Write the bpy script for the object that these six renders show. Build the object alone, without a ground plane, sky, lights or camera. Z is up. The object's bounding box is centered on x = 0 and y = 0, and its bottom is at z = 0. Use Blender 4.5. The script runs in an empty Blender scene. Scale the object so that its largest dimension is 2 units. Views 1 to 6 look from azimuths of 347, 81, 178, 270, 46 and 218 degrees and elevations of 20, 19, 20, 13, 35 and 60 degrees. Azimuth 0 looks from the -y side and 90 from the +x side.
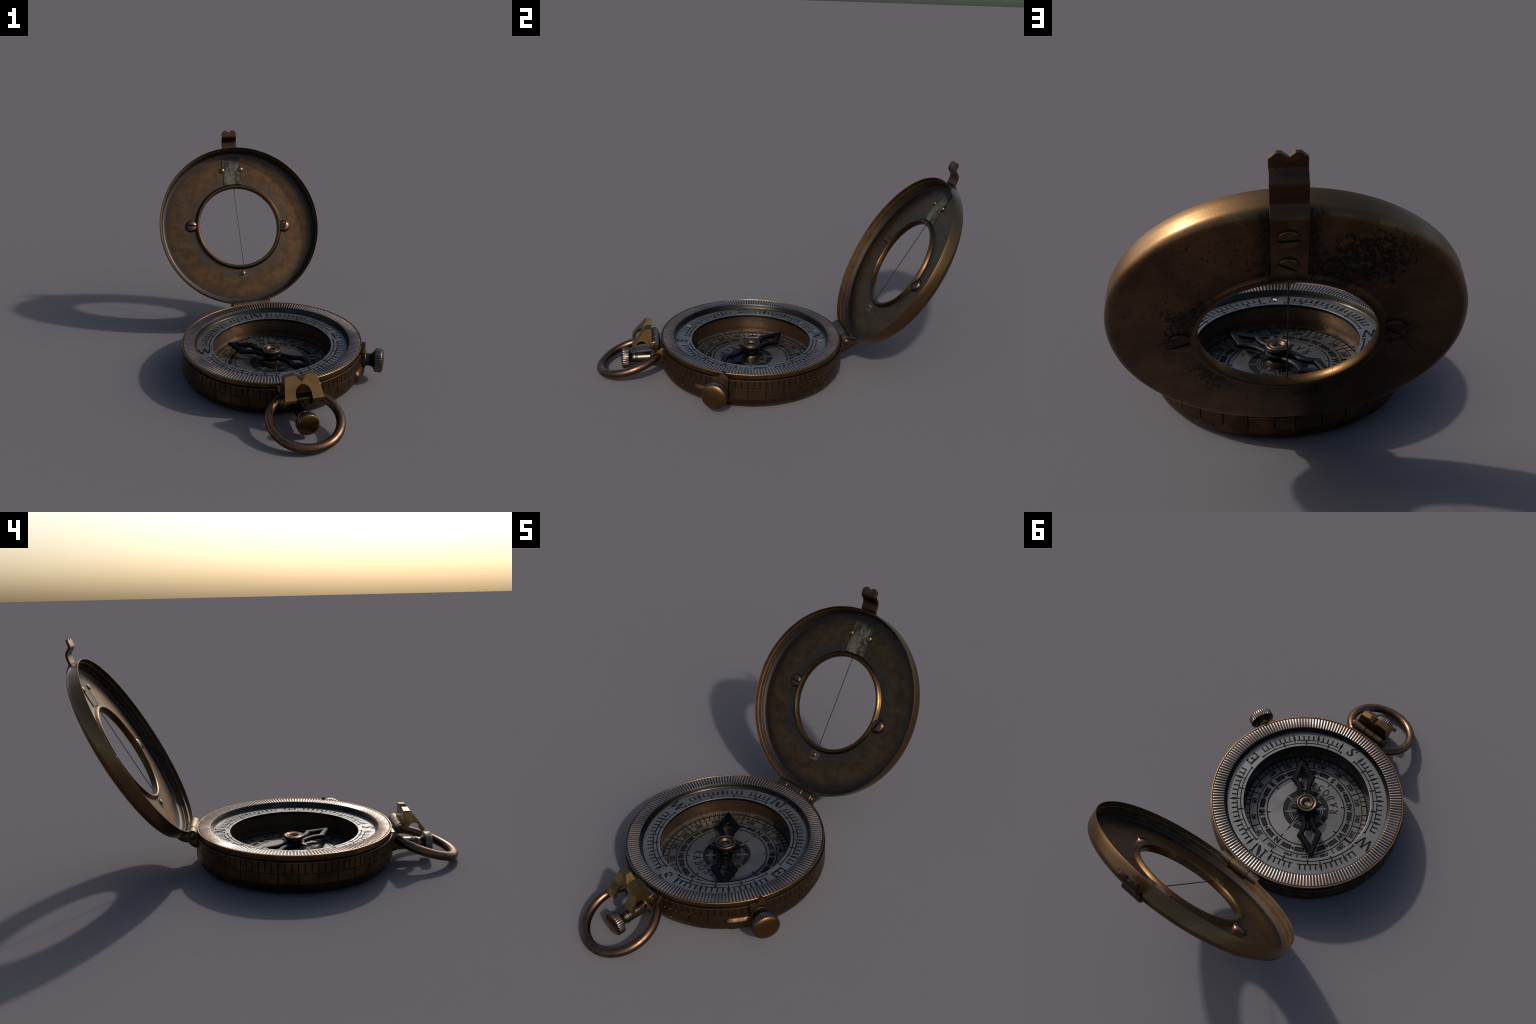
"""Old brass prismatic pocket compass lying open: round graduated case with milled bezel,
engraved silvered scale ring and dial, blued needle, hinged lid with window and sighting wire,
prism block, carrying ring and two knurled knobs."""
import bpy, bmesh, math, random
from math import sin, cos, pi, radians, hypot
from mathutils import Vector, Matrix

random.seed(7)
CX, CY = -0.0415, -0.1295                       # axis of the case
BODY = Matrix.Translation((CX, CY, 0))
LA = 0.5311                                      # lean of the lid past the vertical
LC = Vector((-0.0425, 0.6629, 0.6447))           # centre of the lid's open edge
LID = Matrix(((1, 0, 0, LC.x), (0, sin(LA), -cos(LA), LC.y), (0, cos(LA), sin(LA), LC.z), (0, 0, 0, 1)))
col = bpy.context.scene.collection

# ------------------------------------------------------------------ node helper
class N:
    def __init__(self, name):
        self.m = bpy.data.materials.new(name); self.m.use_nodes = True
        self.t = self.m.node_tree; self.t.nodes.clear()
        self.out = self.t.nodes.new('ShaderNodeOutputMaterial')
        self.p = self.t.nodes.new('ShaderNodeBsdfPrincipled')
        self.t.links.new(self.p.outputs[0], self.out.inputs[0])
        self.co = self.t.nodes.new('ShaderNodeTexCoord').outputs['Object']
    def put(self, sock, v):
        if isinstance(v, bpy.types.NodeSocket): self.t.links.new(v, sock)
        elif isinstance(v, (tuple, list)) and len(v) == 3 and sock.type == 'RGBA': sock.default_value = (*v, 1)
        else: sock.default_value = v
    def math(self, op, a, b=0.0, c=0.0, clamp=False):
        n = self.t.nodes.new('ShaderNodeMath'); n.operation = op; n.use_clamp = clamp
        for i, v in enumerate((a, b, c)): self.put(n.inputs[i], v)
        return n.outputs[0]
    def step(self, v, lo, hi, a=0.0, b=1.0):
        n = self.t.nodes.new('ShaderNodeMapRange'); n.interpolation_type = 'SMOOTHSTEP'
        for i, q in enumerate((v, lo, hi, a, b)): self.put(n.inputs[i], q)
        return n.outputs[0]
    def noise(self, scale, detail=4, rough=.6, vec=None, stretch=None, off=(0, 0, 0), dist=0.0):
        mp = self.t.nodes.new('ShaderNodeMapping'); self.put(mp.inputs[0], vec or self.co)
        mp.inputs['Location'].default_value = off
        if stretch: mp.inputs['Scale'].default_value = stretch
        n = self.t.nodes.new('ShaderNodeTexNoise'); self.t.links.new(mp.outputs[0], n.inputs['Vector'])
        n.inputs['Scale'].default_value = scale; n.inputs['Detail'].default_value = detail
        n.inputs['Roughness'].default_value = rough; n.inputs['Distortion'].default_value = dist
        return n.outputs[0]
    def mix(self, f, a, b):
        n = self.t.nodes.new('ShaderNodeMix'); n.data_type = 'RGBA'
        self.put(n.inputs[0], f); self.put(n.inputs[6], a); self.put(n.inputs[7], b)
        return n.outputs[2]
    def xyz(self, vec=None):
        n = self.t.nodes.new('ShaderNodeSeparateXYZ'); self.put(n.inputs[0], vec or self.co); return n.outputs
    def radius(self):
        x, y, z = self.xyz()
        return self.math('SQRT', self.math('ADD', self.math('MULTIPLY', x, x), self.math('MULTIPLY', y, y)))
    def angle(self):
        x, y, z = self.xyz(); return self.math('ARCTAN2', x, y)
    def vec(self, x, y, z):
        n = self.t.nodes.new('ShaderNodeCombineXYZ')
        for i, v in enumerate((x, y, z)): self.put(n.inputs[i], v)
        return n.outputs[0]
    def bump(self, h, strength=.2, dist=.002):
        n = self.t.nodes.new('ShaderNodeBump'); n.inputs['Strength'].default_value = strength
        n.inputs['Distance'].default_value = dist; self.t.links.new(h, n.inputs['Height'])
        self.t.links.new(n.outputs[0], self.p.inputs['Normal'])
    def done(self, colour, rough, metallic=1.0, **kw):
        self.put(self.p.inputs['Base Color'], colour); self.put(self.p.inputs['Roughness'], rough)
        self.put(self.p.inputs['Metallic'], metallic)
        for k, v in kw.items(): self.put(self.p.inputs[k], v)
        return self.m

TONE, GLOSS = .44, .84
def metal(name, base, dark, rough=(.34, .55), scale=9, spots=.25, spot_col=None, grain=.12, edge=None, pit_lo=.60):
    """Worn metal: two tones in clouds, small dark pits, uneven gloss, optional bright worn edges."""
    n = N(name)
    base = tuple(v * TONE for v in base); dark = tuple(v * TONE for v in dark); rough = (rough[0] * GLOSS, rough[1] * GLOSS)
    cloud = n.step(n.noise(scale, 5, .62), .38, .66)
    c = n.mix(cloud, dark, base)
    pit = n.step(n.noise(scale * 6, 4, .7, off=(3, 1, 2)), pit_lo, pit_lo + .08)
    area = n.step(n.noise(scale * .7, 2, .5, off=(7, 2, 5)), .48, .62)
    pit = n.math('MULTIPLY', n.math('MULTIPLY', pit, area), spots * 2, clamp=True)
    c = n.mix(pit, c, spot_col or tuple(v * .25 for v in dark))
    if edge:
        g = n.t.nodes.new('ShaderNodeNewGeometry').outputs['Pointiness']
        c = n.mix(n.step(g, .53, .60), c, edge)
    fine = n.noise(scale * 14, 3, .7, off=(1, 9, 4))
    r = n.math('ADD', n.math('MULTIPLY_ADD', cloud, rough[0] - rough[1], rough[1]), n.math('MULTIPLY_ADD', fine, .10, -.05))
    r = n.math('MULTIPLY_ADD', pit, .25, r)
    n.bump(fine, grain, .0012)
    return n.done(c, r)

# ------------------------------------------------------------------ materials
M = {}
def build_materials():
    M['case'] = metal('case_brass', (.265, .152, .076), (.128, .077, .045), (.42, .60), 11, .6, (.035, .027, .022))
    # groove floors of the case: darker brown than the wall
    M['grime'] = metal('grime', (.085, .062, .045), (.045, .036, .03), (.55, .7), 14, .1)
    M['gold'] = metal('bezel_brass', (.46, .27, .105), (.20, .12, .055), (.32, .5), 8, .35)
    M['rim'] = metal('worn_rim_brass', (.52, .31, .15), (.31, .19, .095), (.40, .54), 10, .3)  # lighter than the band brass: edge highlight put into the base colour
    M['copper'] = metal('ring_copper', (.40, .22, .13), (.19, .115, .08), (.30, .46), 13, .4)
    M['block'] = metal('prism_brass', (.52, .295, .11), (.29, .165, .06), (.26, .42), 14, .6, (.07, .042, .02), pit_lo=.52)
    M['hinge'] = metal('hinge_brass', (.36, .24, .14), (.17, .125, .085), (.34, .5), 14, .3)
    M['clip'] = metal('clip_copper', (.27, .145, .085), (.15, .082, .052), (.32, .46), 10, .3)
    M['clip_screw'] = metal('clip_screw_brass', (.30, .19, .09), (.15, .10, .05), (.34, .5), 20, .3)
    M['back_screw'] = metal('back_screw_bronze', (.17, .088, .052), (.09, .05, .035), (.4, .55), 18, .4)
    M['screw'] = metal('lid_screw_copper', (.42, .235, .17), (.22, .12, .09), (.26, .4), 18, .2)
    M['rivet'] = metal('rivet_brass', (.55, .34, .14), (.38, .23, .1), (.3, .4), 18, .2)
    M['rivet_pale'] = metal('rivet_steel', (.52, .45, .41), (.38, .32, .29), (.25, .35), 18, .2)
    M['knurl'] = metal('knob_steel', (.50, .40, .33), (.24, .18, .15), (.26, .4), 14, .2)
    M['knob_face'] = metal('knob_face_brass', (.40, .225, .085), (.23, .125, .052), (.34, .46), 9, .3)
    M['dark'] = metal('dark_steel', (.085, .08, .078), (.05, .05, .05), (.34, .5), 14, .2)
    M['stem'] = metal('stem_bronze', (.34, .27, .19), (.2, .155, .115), (.28, .42), 12, .2)
    M['bead'] = metal('window_bead', (.26, .145, .058), (.15, .083, .038), (.34, .5), 8, .35)
    M['slot'] = metal('slot_grime', (.10, .09, .085), (.05, .045, .045), (.5, .65), 30, .1)
    M['needle'] = metal('blued_steel', (.028, .030, .036), (.016, .017, .021), (.46, .58), 16, .1)
    M['washer'] = metal('washer_bronze', (.42, .31, .22), (.28, .2, .14), (.36, .5), 20, .2)
    M['cap'] = metal('cap_bronze', (.40, .25, .15), (.22, .14, .085), (.46, .58), 20, .2)
    M['well'] = metal('well_copper', (.66, .40, .25), (.40, .25, .16), (.42, .58), 7, .5, (.05, .04, .035))  # copper brightened to bake in sunlight on the well wall
    M['wire'] = metal('wire_steel', (.12, .115, .11), (.07, .07, .07), (.4, .5), 20, .1)
    M['bore'] = metal('bezel_wall', (.085, .081, .07), (.05, .048, .043), (.28, .4), 8, .1)

    # silvered plates: brushed in circles
    for nm, b, d in (('silver', (.130, .130, .130), (.098, .098, .099)), ('dial_silver', (.128, .126, .122), (.092, .090, .087))):  # dial tone lowered to include the shadow lying in the well
        n = N(nm)
        v = n.vec(n.math('MULTIPLY', n.angle(), .25), n.math('MULTIPLY', n.radius(), 9.0), 0.0)
        brush = n.noise(22, 3, .7, vec=v)
        cloud = n.step(n.noise(6, 4, .6), .36, .64)
        fine = n.noise(190, 2, .6)
        c = n.mix(cloud, d, b); c = n.mix(n.math('MULTIPLY', n.step(brush, .45, .7), .36), c, tuple(x * .62 for x in d))
        stain = n.math('MULTIPLY', n.step(n.noise(34, 4, .7, off=(2, 4, 1)), .66, .74), .35)
        c = n.mix(stain, c, (.05, .045, .04))
        r = n.math('ADD', n.math('MULTIPLY_ADD', brush, .16, .28), n.math('MULTIPLY', fine, .12))
        n.bump(n.math('ADD', brush, n.math('MULTIPLY', fine, .5)), .12 if nm == 'silver' else .22, .0010)
        M[nm] = n.done(c, r, .66 if nm == 'silver' else .74)
    n = N('groove_wall'); M['wall'] = n.done((.042, .042, .042), .32)  # silver taken near black so engraving walls lose the sky reflection
    n = N('ink'); M['ink'] = n.done((.006, .006, .007), .6, 0.0, **{'Specular IOR Level': .12})

    # milled ring: dirt collects low between the ridges, worn and stained patches
    n = N('milled_bronze')
    x, y, z = n.xyz()
    low = n.step(z, .1995, .2035)
    cloud = n.step(n.noise(7, 5, .65), .36, .64)
    c = n.mix(cloud, (.29, .225, .188), (.42, .325, .268))
    c = n.mix(low, (.028, .025, .025), c)
    pit = n.math('MULTIPLY', n.step(n.noise(70, 4, .7), .56, .66), n.step(n.noise(5.5, 2, .5, off=(5, 1, 1)), .47, .6))
    c = n.mix(n.math('MULTIPLY', pit, .85), c, (.09, .07, .06))
    fine = n.noise(160, 2, .6)
    r = n.math('MULTIPLY_ADD', pit, .22, n.math('MULTIPLY_ADD', fine, .12, .26))
    n.bump(fine, .08, .001)
    M['milled'] = n.done(c, r, .88)

    # lid, inside: golden band in the middle of the floor, darker tone by wall and window
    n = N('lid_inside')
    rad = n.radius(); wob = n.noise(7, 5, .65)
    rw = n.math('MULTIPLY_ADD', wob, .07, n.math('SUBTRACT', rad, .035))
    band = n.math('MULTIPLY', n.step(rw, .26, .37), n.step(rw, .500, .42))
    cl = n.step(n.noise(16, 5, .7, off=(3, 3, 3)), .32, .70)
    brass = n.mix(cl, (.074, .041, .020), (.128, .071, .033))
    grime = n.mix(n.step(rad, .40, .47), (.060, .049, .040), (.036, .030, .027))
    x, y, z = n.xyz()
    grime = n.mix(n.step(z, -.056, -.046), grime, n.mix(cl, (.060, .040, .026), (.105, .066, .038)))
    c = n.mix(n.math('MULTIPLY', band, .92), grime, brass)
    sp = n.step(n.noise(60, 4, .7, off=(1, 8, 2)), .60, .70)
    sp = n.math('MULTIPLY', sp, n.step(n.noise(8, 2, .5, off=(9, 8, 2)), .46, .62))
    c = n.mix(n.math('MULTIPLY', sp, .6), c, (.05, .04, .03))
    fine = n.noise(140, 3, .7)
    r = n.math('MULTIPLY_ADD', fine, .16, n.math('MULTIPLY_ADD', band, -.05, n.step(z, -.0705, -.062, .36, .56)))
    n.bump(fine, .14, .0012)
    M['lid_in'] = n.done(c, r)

    # lid, outside: brown brass, blackened in speckled patches round the window, strap and screws
    n = N('lid_outside')
    x, y, z = n.xyz(); rad = n.radius(); ax = n.math('ABSOLUTE', x)
    near = n.step(rad, .50, .31)
    strap = n.math('MULTIPLY', n.step(ax, .13, .05), n.step(y, .22, .30))
    sx = n.math('SUBTRACT', ax, .30); ds = n.math('SQRT', n.math('ADD', n.math('MULTIPLY', sx, sx), n.math('MULTIPLY', y, y)))
    screw = n.step(ds, .13, .04)
    big = n.step(n.noise(4.2, 3, .6, off=(4.3, 4.1, 0)), .40, .62)
    dx = n.math('ADD', x, .20); dy = n.math('SUBTRACT', y, .33)          # broad blackened field beside the strap
    field = n.step(n.math('SQRT', n.math('ADD', n.math('MULTIPLY', dx, dx), n.math('MULTIPLY', dy, dy))), .24, .05)
    reach = n.math('MAXIMUM', n.math('MULTIPLY', n.math('MULTIPLY', near, 1.15), n.math('MULTIPLY_ADD', big, .42, .50)), n.math('MAXIMUM', n.math('MULTIPLY', strap, 1.05), n.math('MAXIMUM', n.math('MULTIPLY', screw, .9), n.math('MULTIPLY', field, 1.0))))
    loose = n.math('MULTIPLY', n.step(n.noise(3.1, 2, .5, off=(8.2, 1.7, 0)), .42, .60), .58)
    reach = n.math('MULTIPLY', n.math('MAXIMUM', reach, loose), n.step(z, -.045, -.072))
    sp = n.noise(72, 6, .78, stretch=(1, .6, 1), dist=.4)
    lvl = n.math('SUBTRACT', .79, n.math('MULTIPLY', reach, .33))
    black = n.step(n.math('SUBTRACT', sp, lvl), -.05, .05)
    by_strap = n.math('MULTIPLY', n.step(ax, .115, .045), n.step(y, .23, .29))
    by_ring = n.math('MULTIPLY', n.step(rad, .37, .285), n.math('MULTIPLY_ADD', big, .45, .30))
    halo = n.math('MAXIMUM', by_strap, n.math('MAXIMUM', by_ring, n.math('MULTIPLY', n.step(ds, .085, .036), .8)))
    halo = n.math('MULTIPLY', halo, n.step(z, -.05, -.075))
    cl = n.step(n.noise(6, 5, .62), .36, .66)
    c = n.mix(cl, (.085, .048, .026), (.145, .080, .037))
    edge = n.step(z, -.074, -.05)
    c = n.mix(n.math('MULTIPLY', edge, .55), c, (.20, .118, .055))
    c = n.mix(n.math('MULTIPLY', n.math('MAXIMUM', black, n.math('MULTIPLY', halo, .8)), .93), c, (.016, .0145, .0135))
    fine = n.noise(120, 3, .7)
    r = n.math('MULTIPLY_ADD', fine, .12, n.math('MULTIPLY_ADD', black, .12, n.math('MULTIPLY_ADD', cl, -.06, .32)))
    n.bump(n.math('MULTIPLY_ADD', black, -.4, fine), .14, .0012)
    M['lid_out'] = n.done(c, r)

    # corroded tin patch under the rivets
    n = N('patch_tin')
    a = n.noise(18, 5, .68, stretch=(1.5, .6, 1)); b = n.noise(46, 4, .7, stretch=(1.3, .7, 1), off=(2, 2, 2))
    x, y, z = n.xyz()
    f = n.step(n.math('MULTIPLY_ADD', b, .35, n.math('MULTIPLY', a, .75)), .47, .62)
    f = n.math('MULTIPLY', f, n.math('MULTIPLY', n.step(y, .470, .405), n.step(n.math('ADD', n.math('ABSOLUTE', x), n.math('MULTIPLY_ADD', b, .03, -.015)), .066, .046)))
    c = n.mix(f, (.022, .019, .016), (.092, .083, .060))
    n.bump(b, .3, .0015)
    M['patch'] = n.done(c, .60, .25, **{'Specular IOR Level': .2})

# ------------------------------------------------------------------ mesh helpers
def obj(name, verts, faces, mats, mw=None, parent=None, smooth=False, fmat=None, angle=None):
    me = bpy.data.meshes.new(name); me.from_pydata([tuple(v) for v in verts], [], faces)
    for m in (mats if isinstance(mats, (list, tuple)) else [mats]): me.materials.append(m)
    if fmat: me.polygons.foreach_set('material_index', fmat)
    bm = bmesh.new(); bm.from_mesh(me); bmesh.ops.recalc_face_normals(bm, faces=bm.faces); bm.to_mesh(me); bm.free()
    me.update()
    o = bpy.data.objects.new(name, me); col.objects.link(o)
    finish(o, mw, parent, smooth, angle)
    return o

def finish(o, mw=None, parent=None, smooth=False, angle=None):
    me = o.data
    if angle is not None: me.shade_smooth(); me.set_sharp_from_angle(angle=radians(angle))
    elif smooth: me.shade_smooth()
    if parent is not None: o.parent = parent
    if mw is not None: o['_mw'] = [x for row in mw for x in row]

def settle():
    """Write world matrices once parents are known (parents all get placed before children)."""
    def mat(o): return Matrix([o['_mw'][i * 4:i * 4 + 4] for i in range(4)]) if '_mw' in o else Matrix.Identity(4)
    for o in col.objects:
        w = mat(o); p = mat(o.parent) if o.parent else Matrix.Identity(4)
        o.matrix_parent_inverse = Matrix.Identity(4); o.matrix_basis = p.inverted() @ w
    for o in col.objects:
        if '_mw' in o: del o['_mw']

def lathe(name, prof, mats, n=96, mw=None, parent=None, angle=35, pmat=None, closed=False, radial=None):
    """Turn a profile [(r, z)...] round z. radial(r, z, a, k) may move the radius/height (knurls, ridges)."""
    V, F, FM = [], [], []; rows = []
    for k, (r, z) in enumerate(prof):
        if r < 1e-6 and not closed: rows.append([len(V)]); V.append((0, 0, z)); continue
        row = []
        for i in range(n):
            a = 2 * pi * i / n; rr, zz = radial(r, z, a, k) if radial else (r, z)
            row.append(len(V)); V.append((rr * sin(a), rr * cos(a), zz))
        rows.append(row)
    prs = list(zip(range(len(rows) - 1), range(1, len(rows)))) + ([(len(rows) - 1, 0)] if closed else [])
    for s, (a, b) in enumerate(prs):
        A, B = rows[a], rows[b]
        for i in range(n):
            j = (i + 1) % n
            if len(A) == 1 and len(B) == 1: continue
            f = (A[0], B[j], B[i]) if len(A) == 1 else (A[i], A[j], B[0]) if len(B) == 1 else (A[i], A[j], B[j], B[i])
            F.append(f); FM.append(pmat[s] if pmat else 0)
    return obj(name, V, F, mats, mw, parent, fmat=FM, angle=angle)

def frame(o, zdir, xdir=(0, 0, 1)):
    z = Vector(zdir).normalized(); x = Vector(xdir); x = (x - z * x.dot(z)).normalized(); y = z.cross(x)
    return Matrix(((x.x, y.x, z.x, o[0]), (x.y, y.y, z.y, o[1]), (x.z, y.z, z.z, o[2]), (0, 0, 0, 1)))

def prism(poly, z0, z1, taper=None):
    """Closed prism from a 2D outline; the lower outline may differ (sloped walls)."""
    lo = taper or poly; n = len(poly)
    V = [(x, y, z0) for x, y in lo] + [(x, y, z1) for x, y in poly]
    F = [tuple(range(n))[::-1], tuple(range(n, 2 * n))] + [(i, (i + 1) % n, n + (i + 1) % n, n + i) for i in range(n)]
    return V, F

def join(parts):
    V, F = [], []
    for v, f in parts:
        b = len(V); V += v; F += [tuple(i + b for i in q) for q in f]
    return V, F

def modify(o, **kw):
    dg = bpy.context.evaluated_depsgraph_get(); dg.update()
    me = bpy.data.meshes.new_from_object(o.evaluated_get(dg), depsgraph=dg)
    old = o.data; o.modifiers.clear(); me.name = old.name; o.data = me; bpy.data.meshes.remove(old)

def cut(o, tool, op='DIFFERENCE', self_x=False):
    m = o.modifiers.new('cut', 'BOOLEAN'); m.operation = op; m.solver = 'EXACT'; m.object = tool
    m.use_self = self_x; m.material_mode = 'TRANSFER'
    modify(o); me = tool.data; bpy.data.objects.remove(tool); bpy.data.meshes.remove(me)

def bevel(o, w, seg=2, ang=30):
    m = o.modifiers.new('bevel', 'BEVEL'); m.width = w; m.segments = seg; m.limit_method = 'ANGLE'; m.angle_limit = radians(ang)
    modify(o); o.data.shade_smooth(); o.data.set_sharp_from_angle(angle=radians(32))

def pol(r, az): a = radians(az); return (r * sin(a), r * cos(a))

# ------------------------------------------------------------------ engraving tools (all tapered prisms)
def bar2(p, q, w, t=.0011):
    """Straight stroke p->q; returns top and bottom outline. w is the width at the surface."""
    d = Vector(q) - Vector(p); L = d.length; d /= L; s = Vector((-d.y, d.x))
    def rect(h, e): return [tuple(Vector(p) - d * e + s * h), tuple(Vector(p) - d * e - s * h), tuple(Vector(q) + d * e - s * h), tuple(Vector(q) + d * e + s * h)]
    return rect(w / 2, 0), rect(max(w / 2 - t, w * .12), -min(t, L * .2))
def spoke(r0, r1, az, w, t=.0011): return bar2(pol(r0, az), pol(r1, az), w, t)
def arc(r0, r1, a0, a1, t=.0012, step=2.0):
    n = max(2, int(abs(a1 - a0) / step))
    def band(i, o, e): return [pol(i, a0 + e + (a1 - a0 - 2 * e) * k / n) for k in range(n + 1)] + [pol(o, a1 - e - (a1 - a0 - 2 * e) * k / n) for k in range(n + 1)]
    return band(r0, r1, 0), band(r0 + t, r1 - t, .15)
def shape(poly, k=.72):
    k = k + (1 - k) * .5
    c = Vector((sum(p[0] for p in poly) / len(poly), sum(p[1] for p in poly) / len(poly)))
    return poly, [tuple(c + (Vector(p) - c) * k) for p in poly]
def spindle(r0, r1, rm, az, w, az_in=0):
    a = pol(r0, az + az_in); b = pol(r1, az); m = Vector(pol(rm, az)); s = Vector((cos(radians(az)), -sin(radians(az)))) * w
    h0 = Vector(pol((r0 + rm) / 2, az + az_in * .5))
    return shape([a, tuple(h0 + s * .35), tuple(m + s), b, tuple(m - s), tuple(h0 - s * .35)], .6)

def engrave(plate, outlines, top, depth, self_x=False):
    V, F, FM = [], [], []
    for hi, lo in outlines:
        v, f = prism(lo, top - depth, top, None)
        n = len(hi); slope = [(h[0] - l[0], h[1] - l[1]) for h, l in zip(hi, lo)]; e = .35
        v = [(x, y, top - depth) for x, y in lo] + [(h[0] + s[0] * e, h[1] + s[1] * e, top + depth * e) for h, s in zip(hi, slope)]
        b = len(V); V += v; F += [tuple(i + b for i in q) for q in f]; FM += [1] + [1] + [0] * n
    tool = obj('tool', V, F, [M['wall'], M['ink']], fmat=FM)
    cut(plate, tool, self_x=self_x)

def ring_tool(plate, r0, r1, top, depth, t=.0012, n=180):
    prof = [(r0 + t, top - depth), (r1 - t, top - depth), (r1 + t * .35, top + depth * .35), (r0 - t * .35, top + depth * .35)]
    if r0 <= 0: prof = [(0, top - depth), (r1 - t, top - depth), (r1 + t * .35, top + depth * .35), (0, top + depth * .35)]
    tool = lathe('tool', prof, [M['wall'], M['ink']], n, pmat=[1, 0, 1, 0] if r0 > 0 else [1, 0, 1], closed=r0 > 0, angle=None)
    cut(plate, tool)

def text_tool(plate, items, top, depth, bold=.0):
    """items: (string, radius, azimuth, size, inward?) set in the built-in font, one word per place."""
    V, F, FM = [], [], []
    for s, r, az, size, inward, squeeze in items:
        cu = bpy.data.curves.new('t', 'FONT'); cu.body = s; cu.size = size; cu.align_x = 'CENTER'; cu.align_y = 'CENTER'
        cu.resolution_u = 2; cu.extrude = depth; cu.offset = bold
        o = bpy.data.objects.new('t', cu); col.objects.link(o)
        dg = bpy.context.evaluated_depsgraph_get(); me = bpy.data.meshes.new_from_object(o.evaluated_get(dg))
        bm = bmesh.new(); bm.from_mesh(me); bmesh.ops.remove_doubles(bm, verts=bm.verts, dist=1e-6)
        xs = [v.co.x for v in bm.verts]; ys = [v.co.y for v in bm.verts]; mx, my = (min(xs) + max(xs)) / 2, (min(ys) + max(ys)) / 2
        a = radians(az) + (pi if inward else 0); b = len(V); cx, cy = pol(r, az)
        for v in bm.verts:
            x, y = (v.co.x - mx) * squeeze, v.co.y - my
            V.append((cx + x * cos(a) + y * sin(a), cy - x * sin(a) + y * cos(a), top + v.co.z))
        for f in bm.faces:
            F.append(tuple(v.index + b for v in f.verts)); FM.append(1 if abs(f.normal.z) > .5 else 0)
        bm.free(); bpy.data.objects.remove(o); bpy.data.curves.remove(cu); bpy.data.meshes.remove(me)
    cut(plate, obj('tool', V, F, [M['wall'], M['ink']], fmat=FM), self_x=True)

def ribbon(pts, w, z0, z1, n=6):
    """Pen stroke through control points as a thin raised strip with swelling width."""
    P = spline([Vector(p) for p in pts], n); V, F = [], []
    for i, p in enumerate(P):
        d = (P[min(i + 1, len(P) - 1)] - P[max(i - 1, 0)]).normalized(); s = Vector((-d.y, d.x))
        h = w * (.45 + .55 * sin(pi * i / (len(P) - 1)))
        V += [(p.x + s.x * h, p.y + s.y * h, z1), (p.x - s.x * h, p.y - s.y * h, z1), (p.x - s.x * h, p.y - s.y * h, z0), (p.x + s.x * h, p.y + s.y * h, z0)]
    for i in range(len(P) - 1):
        a, b = 4 * i, 4 * i + 4
        F += [(a, a + 1, b + 1, b), (a + 1, a + 2, b + 2, b + 1), (a + 3, a, b, b + 3)]
    return V, F

def spline(P, n=6):
    out = []
    for i in range(len(P) - 1):
        a, b, c, d = P[max(i - 1, 0)], P[i], P[i + 1], P[min(i + 2, len(P) - 1)]
        for k in range(n):
            t = k / n
            out.append(.5 * ((2 * b) + (c - a) * t + (2 * a - 5 * b + 4 * c - d) * t * t + (3 * b - a - 3 * c + d) * t ** 3))
    return out + [P[-1]]

# ------------------------------------------------------------------ fasteners
def slotted_head(name, r, h, mw, parent, mat, slot_deg, slot_w=.011, slot_d=.008, rim=.004):
    prof = [(r * 1.02, -.004), (r * 1.02, rim * .4), (r * .98, rim)]
    for k in range(1, 9):
        a = k / 9 * pi / 2; prof.append((r * .98 * cos(a), rim + (h - rim) * sin(a)))
    prof.append((0, h)); prof.append((0, -.004))
    o = lathe(name, prof[:-1], [mat, M['slot']], 40, angle=40)
    bm = bmesh.new(); bm.from_mesh(o.data); bmesh.ops.contextual_create(bm, geom=[e for e in bm.edges if e.is_boundary]); bm.to_mesh(o.data); bm.free()
    a = radians(slot_deg); R = r * 1.3; s = slot_w / 2
    poly = [(-R, -s), (R, -s), (R, s), (-R, s)]; poly = [(x * cos(a) - y * sin(a), x * sin(a) + y * cos(a)) for x, y in poly]
    v, f = prism(poly, h - slot_d, h + .02)
    cut(o, obj('tool', v, f, [M['slot']]))
    finish(o, mw, parent, angle=40)
    return o

def rivet(name, r, h, mw, parent, mat):
    prof = [(r * .96, -.003), (r, h * .25)] + [(r * cos(k / 7 * pi / 2), h * .3 + h * .7 * sin(k / 7 * pi / 2)) for k in range(7)] + [(0, h)]
    return lathe(name, prof, mat, 28, mw, parent, angle=60)

def knurled(name, prof, knurl_rows, teeth, amp, mats, pmat, mw, parent, per=8):
    def rad(r, z, a, k):
        if k in knurl_rows:
            ph = (a * teeth / (2 * pi)) % 1; r = r - amp * (1 - min(1, 1.35 * sin(pi * ph)))
        return r, z
    return lathe(name, prof, mats, teeth * per, mw, parent, angle=38, pmat=pmat, radial=rad)

# ================================================================== build
build_materials()
root = bpy.data.objects.new('pocket_compass', None); col.objects.link(root)
root['label'] = 'old brass pocket compass with open sighting lid and ring'
root['category'] = 'pocket compass'
root.empty_display_size = .2

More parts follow.
